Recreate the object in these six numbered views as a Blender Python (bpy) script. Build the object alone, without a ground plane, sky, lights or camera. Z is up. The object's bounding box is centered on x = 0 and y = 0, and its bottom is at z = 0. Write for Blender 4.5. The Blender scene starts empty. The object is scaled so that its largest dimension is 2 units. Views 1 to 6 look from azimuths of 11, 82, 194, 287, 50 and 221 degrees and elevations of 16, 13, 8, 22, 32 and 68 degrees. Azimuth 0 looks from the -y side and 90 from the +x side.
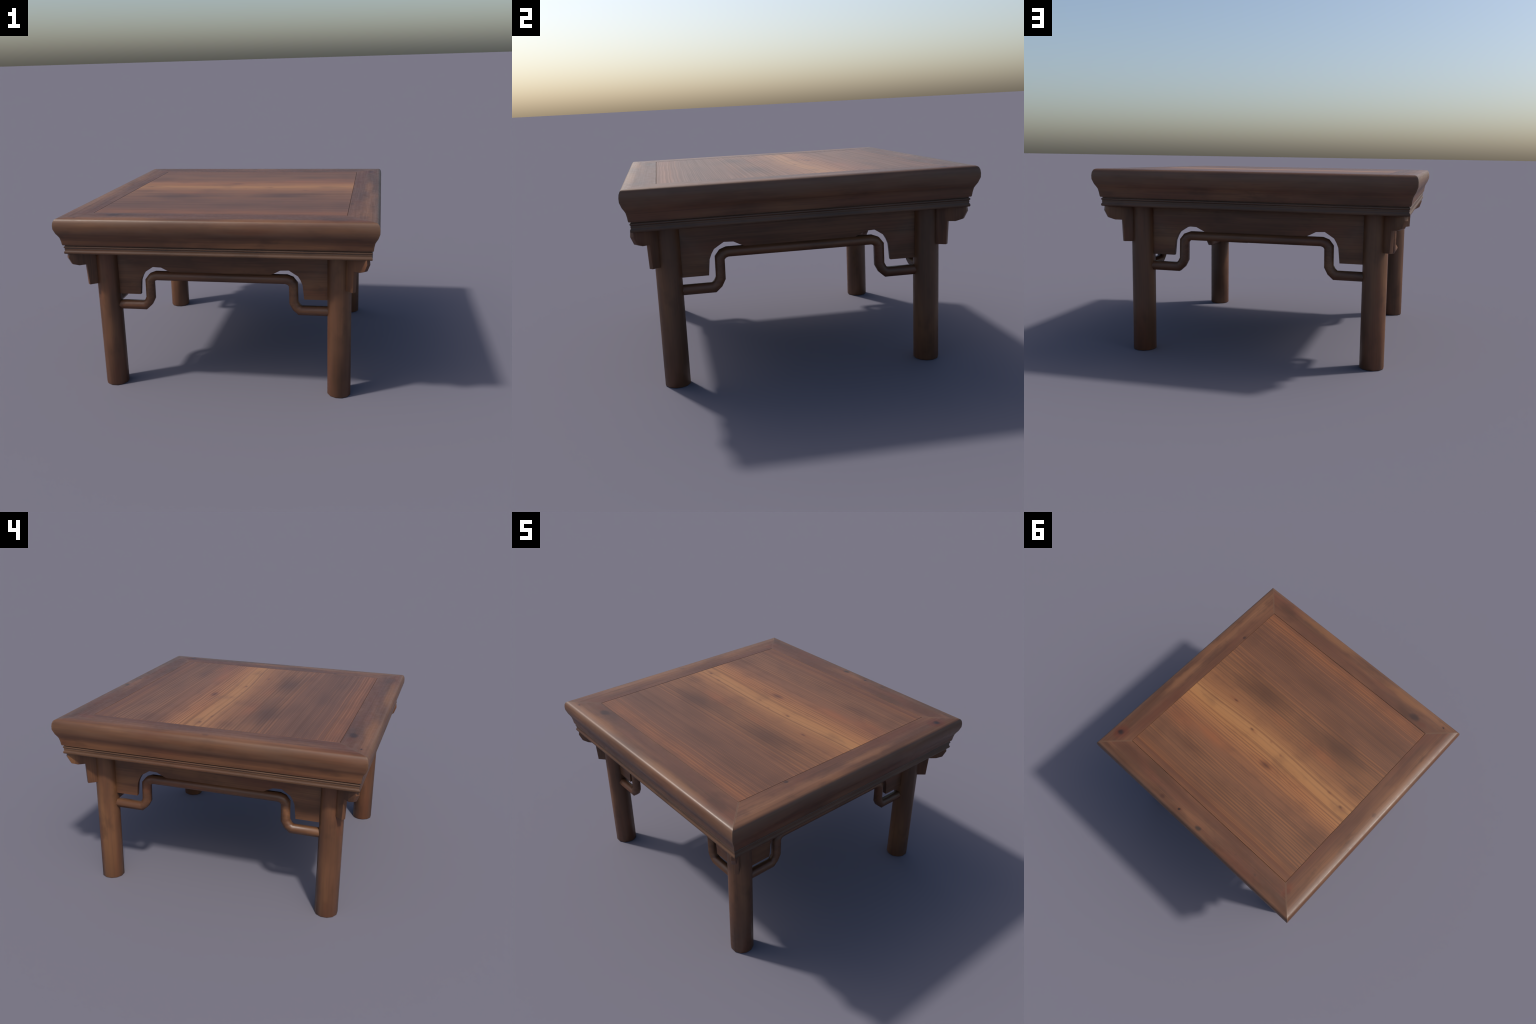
"""Low square table in stained softwood: mitred frame top with a loose panel,
ogee edge, beaded waist, four round legs, scalloped aprons, humped stretcher
rods and a small diagonal bracket on the outside of every leg."""
import math
import bpy
import bmesh

# ------------------------------------------------------------------ sizes (m)
HX, HY = 1.000, 0.994            # half extents of the table top
TOP = 1.187
SEAM = 0.196                     # width of the mitred frame
LEG_X, LEG_Y, LEG_R = 0.756, 0.768, 0.0762
WAIST_BOTTOM = 0.953

# edge profile of the frame rail: (inset from the outermost line, height)
RAIL_PROFILE = [
    (SEAM, 1.1852), (SEAM - 0.0012, TOP), (0.078, TOP), (0.024, TOP), (0.0152, 1.1838), (0.0085, 1.1783), (0.0026, 1.1640),
    (0.0000, 1.1450), (0.0006, 1.1220), (0.0112, 1.0915), (0.0205, 1.0755), (0.0274, 1.0620),
    (0.0326, 1.0370), (0.0352, 1.0165), (0.0380, 1.0105), (0.0440, 1.0095),
    (0.1500, 1.0095), (SEAM, 1.0500),
]
WAIST_PROFILE = [
    (0.0900, 1.0250), (0.0485, 1.0250), (0.0480, 1.0050), (0.0445, 1.0034), (0.0415, 0.9995), (0.0414, 0.9945),
    (0.0440, 0.9915), (0.0468, 0.9900), (0.0450, 0.9868), (0.0452, 0.9810), (0.0466, 0.9750),
    (0.0425, 0.9695), (0.0410, 0.9650), (0.0410, 0.9580), (0.0432, 0.9545), (0.0470, WAIST_BOTTOM),
    (0.3000, WAIST_BOTTOM), (0.3000, 0.9700),
]
# right half of the apron's lower outline: (distance from the middle, height)
APRON_HALF = [
    (0.325, 0.7935), (0.352, 0.8060), (0.388, 0.8245), (0.443, 0.8270), (0.5005, 0.7900),
    (0.516, 0.7640), (0.5285, 0.7330), (0.5335, 0.6850), (0.5380, 0.6385),
]
# right half of the stretcher rod's centre line
ROD_HALF = [
    (0.426, 0.7670), (0.4525, 0.7570), (0.4705, 0.7340), (0.4722, 0.6160),
    (0.4890, 0.5840), (0.5130, 0.5625),
]
ROD_Z = 0.5625
# bracket outline: (distance from the leg axis along the diagonal, height)
BRACKET = [
    (0.030, 0.9545), (0.2500, 0.9545), (0.2540, 0.9270), (0.2310, 0.8810), (0.1900, 0.8655),
    (0.1400, 0.8625), (0.1330, 0.7240), (0.030, 0.7185),
]


# ------------------------------------------------------------- node shorthand
class Nodes:
    """Builds shader maths as nested calls."""

    def __init__(self, material):
        material.use_nodes = True
        self.tree = material.node_tree
        self.tree.nodes.clear()

    def new(self, kind):
        return self.tree.nodes.new(kind)

    def put(self, socket, value):
        if isinstance(value, bpy.types.NodeSocket):
            self.tree.links.new(value, socket)
        elif value is not None:
            socket.default_value = value

    def math(self, op, a, b=None, c=None, clamp=False):
        n = self.new("ShaderNodeMath")
        n.operation, n.use_clamp = op, clamp
        for s, v in zip(n.inputs, (a, b, c)):
            self.put(s, v)
        return n.outputs[0]

    def add(self, a, b): return self.math("ADD", a, b)
    def sub(self, a, b): return self.math("SUBTRACT", a, b)
    def mul(self, a, b): return self.math("MULTIPLY", a, b)

    def vec(self, x, y, z):
        n = self.new("ShaderNodeCombineXYZ")
        for s, v in zip(n.inputs, (x, y, z)):
            self.put(s, v)
        return n.outputs[0]

    def split(self, v):
        n = self.new("ShaderNodeSeparateXYZ")
        self.put(n.inputs[0], v)
        return n.outputs

    def noise(self, v, scale=1.0, detail=2.0, rough=0.5, distort=0.0):
        n = self.new("ShaderNodeTexNoise")
        self.put(n.inputs["Vector"], v)
        n.inputs["Scale"].default_value = scale
        n.inputs["Detail"].default_value = detail
        n.inputs["Roughness"].default_value = rough
        n.inputs["Distortion"].default_value = distort
        return n.outputs[0]

    def remap(self, v, lo, hi, to_lo=0.0, to_hi=1.0, smooth=True):
        n = self.new("ShaderNodeMapRange")
        n.interpolation_type = "SMOOTHSTEP" if smooth else "LINEAR"
        for s, x in zip(n.inputs, (v, lo, hi, to_lo, to_hi)):
            self.put(s, x)
        return n.outputs[0]

    def ramp(self, v, stops):
        n = self.new("ShaderNodeValToRGB")
        r = n.color_ramp
        r.elements[0].position, r.elements[1].position = stops[0][0], stops[-1][0]
        r.elements[0].color, r.elements[1].color = rgba(stops[0][1]), rgba(stops[-1][1])
        for p, c in stops[1:-1]:
            r.elements.new(p).color = rgba(c)
        self.put(n.inputs[0], v)
        return n.outputs[0]

    def curve(self, v, stops):
        """Piecewise linear value through a grey ramp, stops over 0..1."""
        return self.ramp(v, [(p, (x, x, x)) for p, x in stops])

    def mix(self, f, a, b, blend="MIX"):
        n = self.new("ShaderNodeMix")
        n.data_type, n.blend_type = "RGBA", blend
        self.put(n.inputs["Factor"], f)
        self.put(n.inputs["A"], rgba(a) if isinstance(a, tuple) else a)
        self.put(n.inputs["B"], rgba(b) if isinstance(b, tuple) else b)
        return n.outputs["Result"]

    def spot(self, x, y, cx, cy, rx, ry, soft=0.0):
        """1 inside an ellipse, fading smoothly to 0 at its rim."""
        dx = self.math("DIVIDE", self.sub(x, cx), rx)
        dy = self.math("DIVIDE", self.sub(y, cy), ry)
        d = self.math("SQRT", self.add(self.mul(dx, dx), self.mul(dy, dy)))
        return self.remap(d, 1.0, soft)

    def seed(self):
        n = self.new("ShaderNodeAttribute")
        n.attribute_type, n.attribute_name = "OBJECT", '["grain_seed"]'
        return n.outputs["Fac"]

    def finish(self, colour, rough, bump=None, strength=0.1, distance=0.002):
        b = self.new("ShaderNodeBsdfPrincipled")
        o = self.new("ShaderNodeOutputMaterial")
        self.put(b.inputs["Base Color"], colour)
        self.put(b.inputs["Roughness"], rough)
        b.inputs["Specular IOR Level"].default_value = SPECULAR
        if bump is not None:
            n = self.new("ShaderNodeBump")
            n.inputs["Strength"].default_value = strength
            n.inputs["Distance"].default_value = distance
            self.put(n.inputs["Height"], bump)
            self.put(b.inputs["Normal"], n.outputs[0])
        self.put(o.inputs[0], b.outputs[0])


def rgba(c):
    return (*c, 1.0)


def lin(r, g, b, k=1.0):
    """Base colour from an sRGB triple, times k."""
    f = lambda c: ((c / 255 + 0.055) / 1.055) ** 2.4 if c > 10 else c / 255 / 12.92
    return (f(r) * k, f(g) * k, f(b) * k)


SPECULAR = 0.5
SUN = 0.785                      # what a sunlit level surface shows, back to base colour
SKY_GLOSS = (0.003, 0.008, 0.017)


def blend(a, b, k):
    return tuple(p * (1 - k) + q * k for p, q in zip(a, b))


def lit(r, g, b):
    """Base colour that shows as this sRGB triple on a sunlit level surface,
    once the varnish's blue reflection of the sky is taken off."""
    return tuple(max(0.004, (c - sky) * SUN) for c, sky in zip(lin(r, g, b), SKY_GLOSS))


# ------------------------------------------------------------------ materials
def panel_material():
    m = bpy.data.materials.new("panel_wood")
    n = Nodes(m)
    tc = n.new("ShaderNodeTexCoord")
    x, y, z = n.split(tc.outputs["Object"])[:]
    # slow drift of the grain sideways, its swerve round the big knot, and the
    # heartwood drawing to a point towards one end
    drift = n.sub(n.noise(n.vec(n.mul(x, 0.9), n.mul(y, 1.6), 3.1), 1.0, 1.0), 0.5)
    yy = n.add(y, n.mul(drift, 0.035))
    swerve = n.spot(x, y, -0.08, 0.243, 0.22, 0.075)
    yy = n.add(yy, n.mul(swerve, n.mul(n.sub(y, 0.243), -0.35)))
    taper = n.mul(n.remap(x, 0.05, 0.80), n.remap(n.math("ABSOLUTE", n.sub(y, 0.085)), 0.20, 0.0))
    yy = n.add(yy, n.mul(taper, -0.035))
    leftward = n.mul(n.remap(x, 0.0, -0.85), n.remap(n.math("ABSOLUTE", n.sub(y, 0.16)), 0.30, 0.0))
    yy = n.add(yy, n.mul(leftward, -0.012))
    t = n.remap(yy, -0.82, 0.82, smooth=False)
    pos = lambda v: (v + 0.82) / 1.64
    # board tone across the grain
    base = n.ramp(t, [(pos(v), lit(*c)) for v, c in [
        (-0.80, (116, 75, 57)), (-0.745, (126, 80, 58)), (-0.70, (114, 75, 58)), (-0.63, (105, 71, 58)),
        (-0.50, (104, 71, 58)), (-0.36, (112, 76, 60)), (-0.27, (113, 77, 59)), (-0.15, (119, 81, 60)),
        (-0.05, (130, 88, 63)), (0.02, (145, 99, 68)), (0.075, (163, 115, 76)), (0.15, (161, 112, 73)),
        (0.24, (152, 102, 69)), (0.31, (135, 90, 65)), (0.40, (121, 82, 63)), (0.58, (116, 80, 62)),
        (0.68, (109, 74, 58)), (0.735, (117, 77, 57)), (0.755, (102, 67, 55)), (0.80, (115, 76, 57))]])
    # growth rings: width and strength differ from band to band
    gx = n.mul(x, 0.35)
    medium = n.noise(n.vec(gx, n.mul(yy, 52.0), 0.0), 1.0, 1.0, 0.4)
    coarse = n.noise(n.vec(gx, n.mul(yy, 30.0), 7.0), 1.0, 1.0, 0.5)
    fine = n.noise(n.vec(n.mul(x, 0.6), n.mul(yy, 130.0), 4.0), 1.0, 2.0, 0.6)
    ring = n.new("ShaderNodeTexWave")
    ring.wave_type, ring.bands_direction, ring.wave_profile = "BANDS", "Y", "SIN"
    wob = n.mul(n.sub(n.noise(n.vec(n.mul(x, 0.5), n.mul(yy, 14.0), 1.0), 1.0, 2.0), 0.5), 0.038)
    n.put(ring.inputs["Vector"], n.vec(0.0, n.add(yy, wob), 0.0))
    ring.inputs["Scale"].default_value = 15.5
    ring.inputs["Distortion"].default_value = 0.0
    rings = ring.outputs["Fac"]
    tight = n.new("ShaderNodeTexWave")
    tight.wave_type, tight.bands_direction, tight.wave_profile = "BANDS", "Y", "SIN"
    n.put(tight.inputs["Vector"], n.vec(0.0, n.add(yy, n.mul(wob, 0.8)), 0.0))
    tight.inputs["Scale"].default_value = 30.0
    tight.inputs["Distortion"].default_value = 0.0
    w_tight = n.curve(t, [(pos(-0.82), 0.0), (pos(-0.66), 0.25), (pos(-0.62), 0.55), (pos(-0.38), 0.6),
                          (pos(-0.33), 0.0), (pos(0.30), 0.0), (pos(0.45), 0.25), (pos(0.82), 0.2)])
    w_ring = n.curve(t, [(pos(-0.82), 0.9), (pos(-0.68), 0.9), (pos(-0.62), 0.15), (pos(-0.36), 0.15), (pos(-0.33), 0.9), (pos(-0.17), 0.9),
                         (pos(-0.02), 0.6), (pos(0.04), 0.25), (pos(0.17), 0.25), (pos(0.22), 1.1),
                         (pos(0.66), 0.9), (pos(0.82), 0.3)])
    waver = n.remap(n.noise(n.vec(n.mul(x, 2.4), n.mul(y, 7.0), 5.0), 1.0, 2.0), 0.30, 0.66, 0.20, 1.15)
    w_ring = n.mul(w_ring, waver)
    lines = n.add(n.mul(n.sub(rings, 0.5), w_ring), n.mul(n.sub(medium, 0.5), 1.3))
    lines = n.add(lines, n.mul(n.sub(fine, 0.5), 1.3))
    lines = n.add(lines, n.mul(n.sub(coarse, 0.5), 0.7))
    lines = n.add(lines, n.mul(n.sub(tight.outputs["Fac"], 0.5), w_tight))
    dark = n.remap(lines, 0.05, -0.65, 0.0, 0.62)
    pale = n.remap(lines, 0.05, 0.65, 0.0, 0.26)
    colour = n.mix(dark, base, n.mix(0.75, base, lit(84, 56, 45)))
    colour = n.mix(pale, colour, lit(168, 112, 70))
    # single strong rings beside the pale heartwood, and the bright lines further out
    for cy, w, s in ((0.064, 0.012, 0.55), (0.172, 0.012, 0.5), (0.030, 0.007, 0.35), (0.205, 0.006, 0.45),
                     (-0.012, 0.006, 0.35), (-0.322, 0.004, 0.5), (0.748, 0.014, 0.5), (-0.060, 0.005, 0.3)):
        k = n.remap(n.math("ABSOLUTE", n.sub(n.add(yy, n.mul(wob, 0.35)), cy)), w, 0.0, 0.0, s)
        colour = n.mix(k, colour, lit(102, 64, 48))
    for cy, w, s in ((-0.300, 0.006, 0.45), (-0.335, 0.004, 0.35), (-0.272, 0.004, 0.35), (-0.228, 0.004, 0.30),
                     (-0.195, 0.004, 0.35), (-0.705, 0.006, 0.35), (-0.665, 0.005, 0.30), (-0.560, 0.003, 0.25)):
        k = n.remap(n.math("ABSOLUTE", n.sub(yy, cy)), w, 0.0, 0.0, s)
        colour = n.mix(k, colour, lit(160, 103, 68))
    # stains: dark clouds and redder ones
    warp = n.sub(n.noise(n.vec(n.mul(x, 3.0), n.mul(y, 5.0), 9.0), 1.0, 3.0, 0.55), 0.5)
    sx, sy = n.add(x, n.mul(warp, 0.22)), n.add(y, n.mul(warp, 0.10))
    for cx, cy, rx, ry, s in ((0.34, -0.205, 0.34, 0.14, 0.95), (-0.40, -0.235, 0.36, 0.15, 1.0),
                              (-0.25, -0.38, 0.22, 0.12, 0.45), (0.46, -0.57, 0.26, 0.11, 0.5),
                              (0.08, -0.53, 0.30, 0.12, 0.45), (0.45, 0.52, 0.26, 0.07, 0.45),
                              (0.05, 0.61, 0.30, 0.07, 0.40), (0.74, 0.56, 0.16, 0.22, 0.45),
                              (-0.74, 0.44, 0.16, 0.22, 0.50), (-0.60, -0.52, 0.30, 0.16, 0.40),
                              (-0.72, -0.08, 0.12, 0.12, 0.25), (0.75, -0.55, 0.10, 0.25, 0.35)):
        colour = n.mix(n.mul(n.spot(sx, sy, cx, cy, rx, ry), s), colour, n.mix(0.8, colour, lit(80, 54, 46)))
    for cx, cy, rx, ry, s in ((0.66, 0.40, 0.22, 0.12, 0.45), (0.38, 0.345, 0.24, 0.08, 0.55),
                              (-0.40, 0.215, 0.36, 0.09, 0.30), (-0.34, -0.11, 0.26, 0.08, 0.45),
                              (0.10, -0.11, 0.20, 0.06, 0.30)):
        colour = n.mix(n.mul(n.spot(sx, sy, cx, cy, rx, ry), s), colour, lit(140, 84, 58))
    cloud = n.noise(n.vec(n.mul(x, 3.0), n.mul(y, 6.0), 2.0), 1.0, 4.0, 0.6)
    colour = n.mix(n.remap(cloud, 0.46, 0.70, 0.0, 0.55), colour, n.mix(0.6, colour, lit(84, 57, 50)))
    # knots: a dark eye in a red-brown ring
    for cx, cy, rx, ry, s in ((-0.082, 0.243, 0.085, 0.034, 0.70), (0.206, 0.098, 0.030, 0.012, 0.75),
                              (0.463, -0.002, 0.030, 0.013, 0.75), (-0.712, 0.110, 0.026, 0.014, 0.7),
                              (-0.113, 0.108, 0.020, 0.014, 0.3), (-0.578, 0.080, 0.030, 0.014, 0.4),
                              (0.020, 0.075, 0.020, 0.012, 0.25)):
        halo = n.spot(sx, y, cx, cy, rx * 2.0, ry * 1.8)
        colour = n.mix(n.mul(halo, s * 0.45), colour, lit(122, 70, 52))
        eye = n.spot(n.add(x, n.mul(warp, 0.04)), n.add(y, n.mul(warp, 0.02)), cx, cy, rx, ry)
        colour = n.mix(n.mul(eye, s), colour, lit(72, 44, 42))
    n.finish(colour, n.remap(lines, -0.8, 0.8, ROUGH + 0.05, ROUGH - 0.04), lines, 0.10, 0.0012)
    return m


def board_material(name, axis, tones, knots=(), line_scale=60.0, mitre=False, strength=1.0, mottle=5.0):
    """Stained timber with the grain along one object axis."""
    m = bpy.data.materials.new(name)
    n = Nodes(m)
    tc = n.new("ShaderNodeTexCoord")
    c = list(n.split(tc.outputs["Object"])[:])
    along = c.pop("XYZ".index(axis))
    a, b = c
    s = n.seed()
    off = n.mul(s, 13.7)
    al = n.add(along, off)
    bend = n.sub(n.noise(n.vec(n.mul(al, 1.1), n.mul(a, 2.0), n.add(n.mul(b, 2.0), off)), 1.0, 2.0), 0.5)
    a2, b2 = n.add(a, n.mul(bend, 0.06)), n.add(b, n.mul(bend, 0.05))
    grain = n.noise(n.vec(n.mul(al, 0.8), n.mul(a2, line_scale), n.mul(b2, line_scale)), 1.0, 2.0, 0.55)
    fine = n.noise(n.vec(n.mul(al, 1.6), n.mul(a2, 170.0), n.mul(b2, 170.0)), 1.0, 1.0, 0.5)
    patch = n.noise(n.vec(n.mul(al, 1.5), n.mul(a, 8.0), n.add(n.mul(b, 8.0), off)), 1.0, 2.0, 0.5, 0.2)
    cloud = n.noise(n.vec(n.mul(al, mottle), n.mul(a, 11.0), n.add(n.mul(b, 11.0), n.add(off, 11.0))), 1.0, 4.0, 0.6)
    hue = n.noise(n.vec(n.mul(al, 1.4), n.mul(a, 7.0), n.add(n.mul(b, 7.0), n.add(off, 31.0))), 1.0, 2.0, 0.5)
    dark, mid, pale, red = tones
    colour = n.ramp(patch, [(0.33, blend(dark, mid, 0.35)), (0.48, mid), (0.68, pale)])
    colour = n.mix(n.remap(hue, 0.50, 0.66, 0.0, 0.6), colour, red)
    colour = n.mix(n.remap(cloud, 0.50, 0.72, 0.0, 0.60), colour, dark)
    lines = n.add(n.mul(n.sub(grain, 0.5), 1.2), n.mul(n.sub(fine, 0.5), 0.8))
    colour = n.mix(n.remap(lines, 0.06, -0.26, 0.0, 0.50 * strength), colour, n.mix(0.7, colour, dark))
    colour = n.mix(n.remap(lines, 0.02, 0.30, 0.0, 0.28 * strength), colour, pale)
    if knots or mitre:
        geo = n.new("ShaderNodeNewGeometry")
        wx, wy, wz = n.split(geo.outputs["Position"])[:]
        warp = n.sub(n.noise(geo.outputs["Position"], 11.0, 2.0), 0.5)
        kx, ky = n.add(wx, n.mul(warp, 0.05)), n.add(wy, n.mul(warp, 0.05))
        upper = n.remap(wz, 1.165, 1.180)
        for cx, cy, rx, ry, k, tint in knots:
            f = n.mul(n.spot(kx, ky, cx, cy, rx, ry, 0.3), n.mul(upper, k))
            colour = n.mix(f, colour, tint)
    if mitre:
        # the heart side of each rail, next to the panel, took the stain darker
        out = n.math("MAXIMUM", n.sub(n.math("ABSOLUTE", wx), HX), n.sub(n.math("ABSOLUTE", wy), HY))
        wander = n.mul(n.sub(n.noise(n.vec(n.mul(al, 2.0), n.mul(a, 3.0), n.mul(b, 3.0)), 1.0, 2.0), 0.5), 0.16)
        side = n.remap(n.add(out, wander), -0.08, -0.15, 0.0, 0.55)
        colour = n.mix(side, colour, n.mix(0.6, colour, lit(90, 56, 48)))
        # worn, paler strip where the mitre shows on top
        d = n.math("ABSOLUTE", n.sub(n.sub(n.math("ABSOLUTE", wx), HX), n.sub(n.math("ABSOLUTE", wy), HY)))
        colour = n.mix(n.remap(d, 0.011, 0.004, 0.0, 0.55), colour, lit(112, 86, 70))
        colour = n.mix(n.remap(d, 0.0018, 0.0006, 0.0, 0.5), colour, lit(66, 46, 40))
        # greyer band along the outer rim, uneven in strength
        rim_noise = n.noise(n.vec(n.mul(al, 3.0), n.mul(a, 20.0), n.mul(b, 20.0)), 1.0, 2.0)
        rim = n.mul(n.remap(out, -0.050, -0.004), n.remap(wz, 1.07, 1.10))
        colour = n.mix(n.mul(rim, n.remap(rim_noise, 0.3, 0.7, 0.15, 0.60)), colour, lit(112, 86, 73))
    r = n.remap(lines, -0.5, 0.5, ROUGH + 0.05, ROUGH - 0.04)
    scuff = n.noise(tc.outputs["Object"], 34.0, 3.0, 0.6)
    r = n.add(r, n.mul(n.sub(scuff, 0.5), 0.22))
    n.finish(colour, r, n.add(n.mul(lines, 0.7), n.mul(scuff, 0.9)), 0.10, 0.0014)
    return m


ROUGH = 0.45
TONES = (lit(78, 54, 47), lit(102, 70, 57), lit(124, 86, 65), lit(107, 66, 54))
TONES_LEG = (lit(78, 56, 49), lit(102, 71, 58), lit(124, 88, 66), lit(110, 69, 56))
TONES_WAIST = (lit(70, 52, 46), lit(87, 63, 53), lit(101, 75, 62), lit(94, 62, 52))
INK, RUST = lit(40, 36, 38), lit(96, 54, 44)
TOP_KNOTS = [
    # centre x, y, radii, strength, tint
    (0.918, 0.806, 0.075, 0.085, 0.6, lit(92, 46, 40)), (0.919, 0.807, 0.028, 0.036, 1.0, lit(48, 36, 38)),
    (0.818, -0.458, 0.014, 0.024, 0.95, INK),
    (-0.58, -0.832, 0.150, 0.045, 0.85, lit(74, 54, 47)), (-0.655, -0.850, 0.060, 0.034, 0.95, INK),
    (-0.735, -0.835, 0.060, 0.028, 0.6, lit(96, 56, 46)),
    (-0.876, -0.930, 0.030, 0.018, 0.55, RUST), (-0.876, -0.930, 0.013, 0.010, 0.95, INK),
    (0.307, 0.949, 0.032, 0.020, 0.75, lit(74, 50, 46)),
    (0.139, 0.932, 0.026, 0.018, 0.5, RUST), (0.139, 0.932, 0.012, 0.012, 0.95, INK),
    (-0.060, 0.950, 0.034, 0.024, 0.9, lit(62, 52, 50)),
    (-0.858, 0.838, 0.030, 0.036, 0.8, lit(66, 46, 46)), (-0.850, 0.820, 0.040, 0.080, 0.5, lit(122, 66, 48)),
    (-0.945, -0.018, 0.022, 0.026, 0.55, lit(74, 52, 48)),
    (-0.605, 0.913, 0.016, 0.014, 0.6, lit(70, 52, 48)), (-0.40, 0.90, 0.012, 0.010, 0.4, lit(74, 52, 48)),
    (0.48, 0.820, 0.180, 0.060, 0.5, lit(78, 62, 50)), (0.755, -0.895, 0.110, 0.060, 0.55, lit(78, 54, 47)),
    (0.72, 0.89, 0.20, 0.11, 0.45, lit(74, 52, 45)), (-0.38, -0.83, 0.20, 0.04, 0.45, lit(92, 62, 54)),
    (0.84, 0.45, 0.05, 0.40, 0.65, lit(92, 56, 47)), (0.915, 0.14, 0.05, 0.28, 0.5, lit(138, 96, 70)),
    (0.36, -0.95, 0.45, 0.045, 0.5, lit(134, 94, 64)), (-0.50, -0.935, 0.30, 0.05, 0.45, lit(138, 94, 64)),
    (0.30, -0.85, 0.40, 0.05, 0.45, lit(100, 66, 56)),
]


# ------------------------------------------------------------------- geometry
def make_mesh(name, bm, angle=38.0):
    bmesh.ops.recalc_face_normals(bm, faces=bm.faces)
    me = bpy.data.meshes.new(name)
    bm.to_mesh(me)
    bm.free()
    me.polygons.foreach_set("use_smooth", [True] * len(me.polygons))
    me.set_sharp_from_angle(angle=math.radians(angle))
    return me


def place(name, me, mat, parent, seed, rot=0.0, loc=(0, 0, 0)):
    ob = bpy.data.objects.new(name, me)
    bpy.context.scene.collection.objects.link(ob)
    if mat is not None and not me.materials:
        me.materials.append(mat)
    ob.rotation_euler[2] = rot
    ob.location = loc
    ob.parent = parent
    ob["grain_seed"] = float(seed)
    return ob


def mitred_bar(profile, half_along, half_out):
    """Sweep a closed (inset, height) profile along one side, ends cut at the mitre.
    Local x runs along the side, -y points out."""
    bm = bmesh.new()
    ends = []
    for s in (-1, 1):
        ends.append([bm.verts.new((s * (half_along - o), -(half_out - o), z)) for o, z in profile])
    k = len(profile)
    for i in range(k):
        j = (i + 1) % k
        bm.faces.new((ends[0][i], ends[0][j], ends[1][j], ends[1][i]))
    bm.faces.new(ends[0])
    bm.faces.new(ends[1])
    return bm


def extruded_plate(outline, half_thick, bevel):
    """Flat outline in local x/z, thickness along y, front and back rims eased."""
    bm = bmesh.new()
    f = [bm.verts.new((x, -half_thick, z)) for x, z in outline]
    b = [bm.verts.new((x, half_thick, z)) for x, z in outline]
    caps = [bm.faces.new(f), bm.faces.new(list(reversed(b)))]
    k = len(outline)
    for i in range(k):
        j = (i + 1) % k
        bm.faces.new((f[i], f[j], b[j], b[i]))
    bmesh.ops.recalc_face_normals(bm, faces=bm.faces)
    rims = list({e for c in caps for e in c.edges})
    bmesh.ops.bevel(bm, geom=rims, offset=bevel, segments=2, profile=0.5, affect="EDGES")
    return bm


def stretcher(half_span, scale):
    """Hexagonal rod bent down at both ends, edge line facing out."""
    half = [(x * scale, z) for x, z in ROD_HALF] + [(half_span, ROD_Z)]
    path = [(-x, z) for x, z in reversed(half)] + half
    flat, reach = 0.0275, 0.0325
    section = [(0.0, -reach), (flat, -reach / 2), (flat, reach / 2), (0.0, reach), (-flat, reach / 2), (-flat, -reach / 2)]
    bm = bmesh.new()
    rings = []
    for i, (x, z) in enumerate(path):
        p, q = path[max(i - 1, 0)], path[min(i + 1, len(path) - 1)]
        d1 = unit(x - p[0], z - p[1]) if i else unit(q[0] - x, q[1] - z)
        d2 = unit(q[0] - x, q[1] - z) if i < len(path) - 1 else d1
        t = unit(d1[0] + d2[0], d1[1] + d2[1])
        nx, nz = -t[1], t[0]
        widen = 1.0 / max(0.7, nx * -d1[1] + nz * d1[0])
        rings.append([bm.verts.new((x + nx * u * widen, v, z + nz * u * widen)) for u, v in section])
    for r0, r1 in zip(rings, rings[1:]):
        for i in range(6):
            j = (i + 1) % 6
            bm.faces.new((r0[i], r0[j], r1[j], r1[i]))
    bm.faces.new(rings[0])
    bm.faces.new(rings[-1])
    return bm


def unit(x, z):
    d = math.hypot(x, z)
    return (x / d, z / d)


def leg_mesh():
    bm = bmesh.new()
    rings = []
    for z, r in ((0.0, LEG_R - 0.002), (0.003, LEG_R), (0.32, LEG_R), (0.64, LEG_R), (0.985, LEG_R)):
        rings.append([bm.verts.new((r * math.cos(math.radians(15 + 30 * i)), r * math.sin(math.radians(15 + 30 * i)), z))
                      for i in range(12)])
    for r0, r1 in zip(rings, rings[1:]):
        for i in range(12):
            bm.faces.new((r0[i], r0[(i + 1) % 12], r1[(i + 1) % 12], r1[i]))
    bm.faces.new(rings[0])
    bm.faces.new(rings[-1])
    return bm


def panel_mesh():
    """Loose board held in the frame, with a hair-wide shadow gap round it."""
    bm = bmesh.new()
    gx, gy = HX - SEAM - 0.0016, HY - SEAM - 0.0016
    bmesh.ops.create_cube(bm, size=1.0)
    for v in bm.verts:
        v.co = (v.co.x * 2 * gx, v.co.y * 2 * gy, TOP - 0.0004 + (v.co.z - 0.5) * 0.03)
    rim = [e for e in bm.edges if all(v.co.z > TOP - 0.01 for v in e.verts)]
    bmesh.ops.bevel(bm, geom=rim, offset=0.0009, segments=1, affect="EDGES")
    return bm


def batten_mesh():
    """Board under the panel that closes the bottom of the shadow gap."""
    bm = bmesh.new()
    bmesh.ops.create_cube(bm, size=1.0)
    for v in bm.verts:
        v.co = (v.co.x * 1.66, v.co.y * 1.65, 1.165 + v.co.z * 0.026 - 0.013)
    return bm


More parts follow.
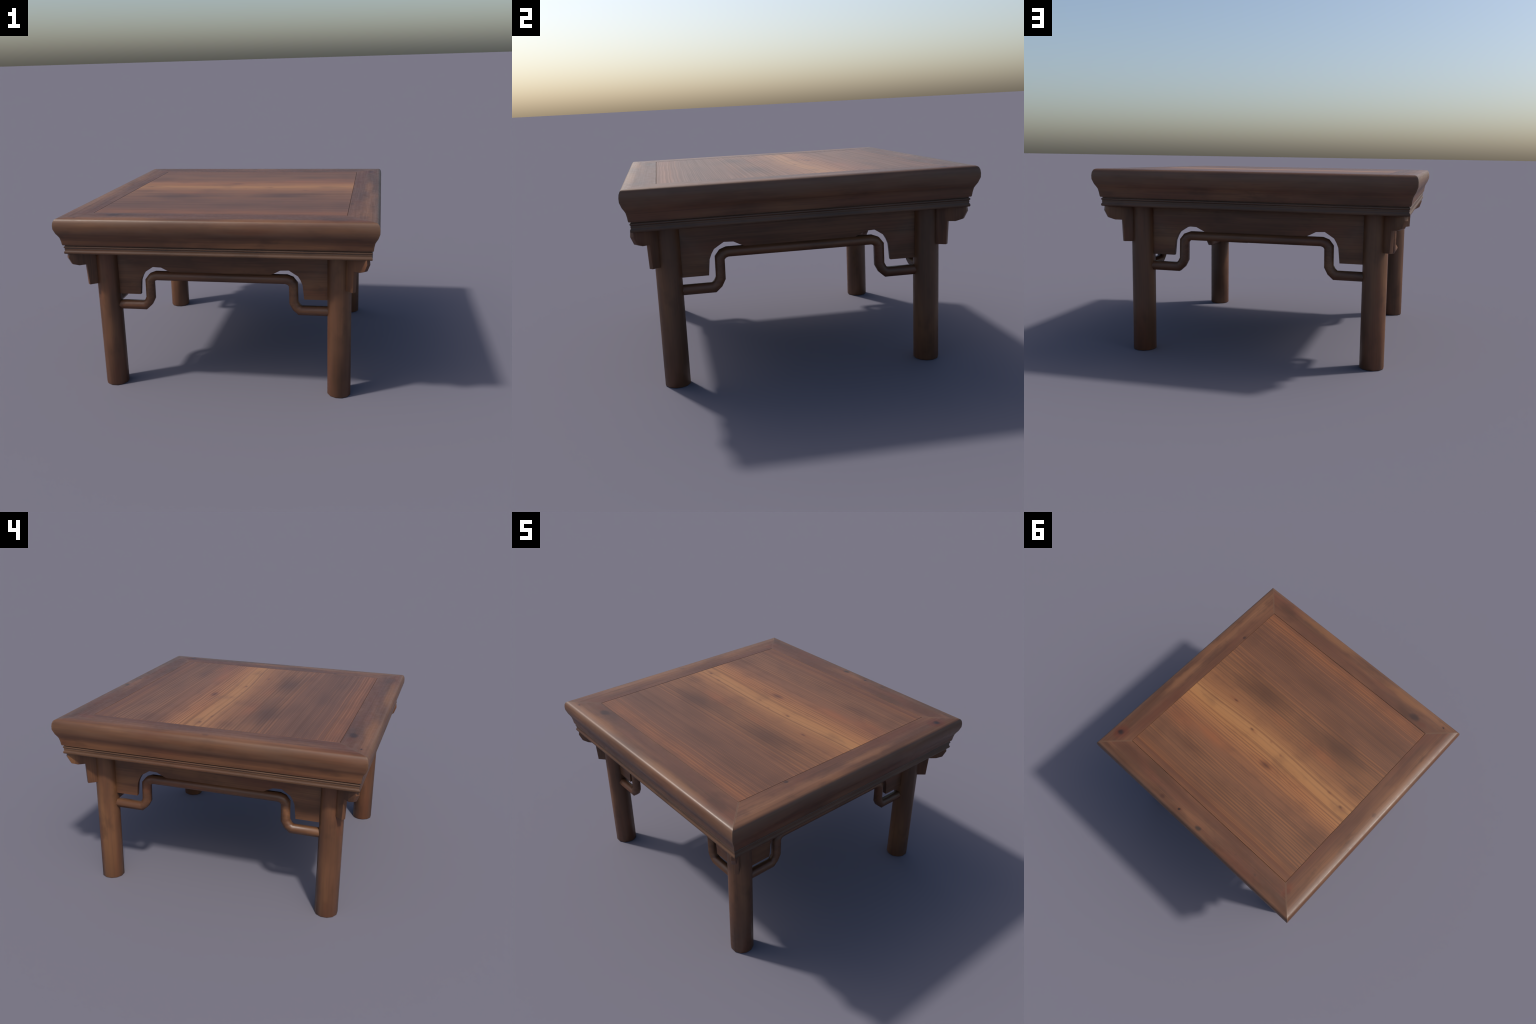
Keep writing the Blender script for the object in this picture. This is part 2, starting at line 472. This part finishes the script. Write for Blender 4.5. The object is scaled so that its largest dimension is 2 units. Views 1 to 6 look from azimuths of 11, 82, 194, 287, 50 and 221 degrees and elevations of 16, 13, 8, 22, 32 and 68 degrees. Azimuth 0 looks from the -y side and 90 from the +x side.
# --------------------------------------------------------------------- build
def build():
    table = bpy.data.objects.new("low_table", None)
    table.empty_display_size = 0.2
    bpy.context.scene.collection.objects.link(table)
    table["label"] = "low square wooden table with round legs and scalloped aprons"
    table["category"] = "table"

    rail_wood = board_material("rail_wood", "X", TONES, TOP_KNOTS, 62.0, mitre=True)
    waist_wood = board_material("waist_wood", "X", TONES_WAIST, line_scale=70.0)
    leg_wood = board_material("leg_wood", "Z", TONES_LEG, line_scale=55.0, strength=0.55, mottle=6.0)
    apron_wood = board_material("apron_wood", "X", TONES_LEG, line_scale=60.0)
    rod_wood = board_material("rod_wood", "X", TONES_LEG, line_scale=60.0)
    bracket_wood = board_material("bracket_wood", "Z", TONES_LEG, line_scale=60.0)

    place("top_panel", make_mesh("top_panel", panel_mesh()), panel_material(), table, 0.0)
    place("panel_batten", make_mesh("panel_batten", batten_mesh()), waist_wood, table, 5.0)

    # sides: (half length, outward half depth, leg line, apron centre, stretch of the pattern)
    sides = {
        "long": dict(al=HX, out=HY, leg=LEG_X, line=LEG_Y, apron=0.7655, k=1.0),
        "cross": dict(al=HY, out=HX, leg=LEG_Y, line=LEG_X - 0.003, apron=0.7540, k=1.0085),
    }
    for index, (kind, rot) in enumerate((("long", 0), ("cross", 90), ("long", 180), ("cross", 270))):
        s = sides[kind]
        if "rail" not in s:
            s["rail"] = make_mesh("frame_rail", mitred_bar(RAIL_PROFILE, s["al"], s["out"]))
            s["waist"] = make_mesh("waist_moulding", mitred_bar(WAIST_PROFILE, s["al"], s["out"]), 50)
            right = [(x * s["k"], z) for x, z in APRON_HALF]
            outline = [(-s["leg"] + 0.02, 0.956), (-s["leg"] + 0.02, 0.6385)]
            outline += [(-x, z) for x, z in reversed(right)] + right
            outline += [(s["leg"] - 0.02, 0.6385), (s["leg"] - 0.02, 0.956)]
            s["plate"] = make_mesh("apron", extruded_plate(outline, 0.015, 0.0018), 32)
            s["rod"] = make_mesh("stretcher_rod", stretcher(s["leg"], s["k"]), 80)
        r = math.radians(rot)
        out = lambda d: (d * math.sin(r), -d * math.cos(r), 0.0)
        place("frame_rail", s["rail"], rail_wood, table, 1.3 + index * 0.77, r)
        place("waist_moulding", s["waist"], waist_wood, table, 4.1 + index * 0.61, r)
        place("apron", s["plate"], apron_wood, table, 7.2 + index * 0.83, r, out(s["apron"]))
        place("stretcher_rod", s["rod"], rod_wood, table, 9.4 + index * 0.57, r, out(s["line"]))

    leg = make_mesh("leg", leg_mesh(), 50)
    bracket = make_mesh("corner_bracket", extruded_plate(BRACKET, 0.0137, 0.002), 32)
    # each leg: side signs, then how far its bracket's plane sits off the leg axis
    for index, (sx, sy, slip) in enumerate(((-1, -1, 0.0075), (1, -1, 0.0), (1, 1, 0.003), (-1, 1, 0.0055))):
        at = (sx * LEG_X + 0.002, sy * LEG_Y - 0.001, 0.0)
        post = place("leg", leg, leg_wood, table, 2.7 + index * 0.91, 0.0, at)
        place("corner_bracket", bracket, bracket_wood, post, 6.6 + index * 0.49, math.atan2(sy, sx),
              (sx * slip, -sy * slip, 0.0))


build()
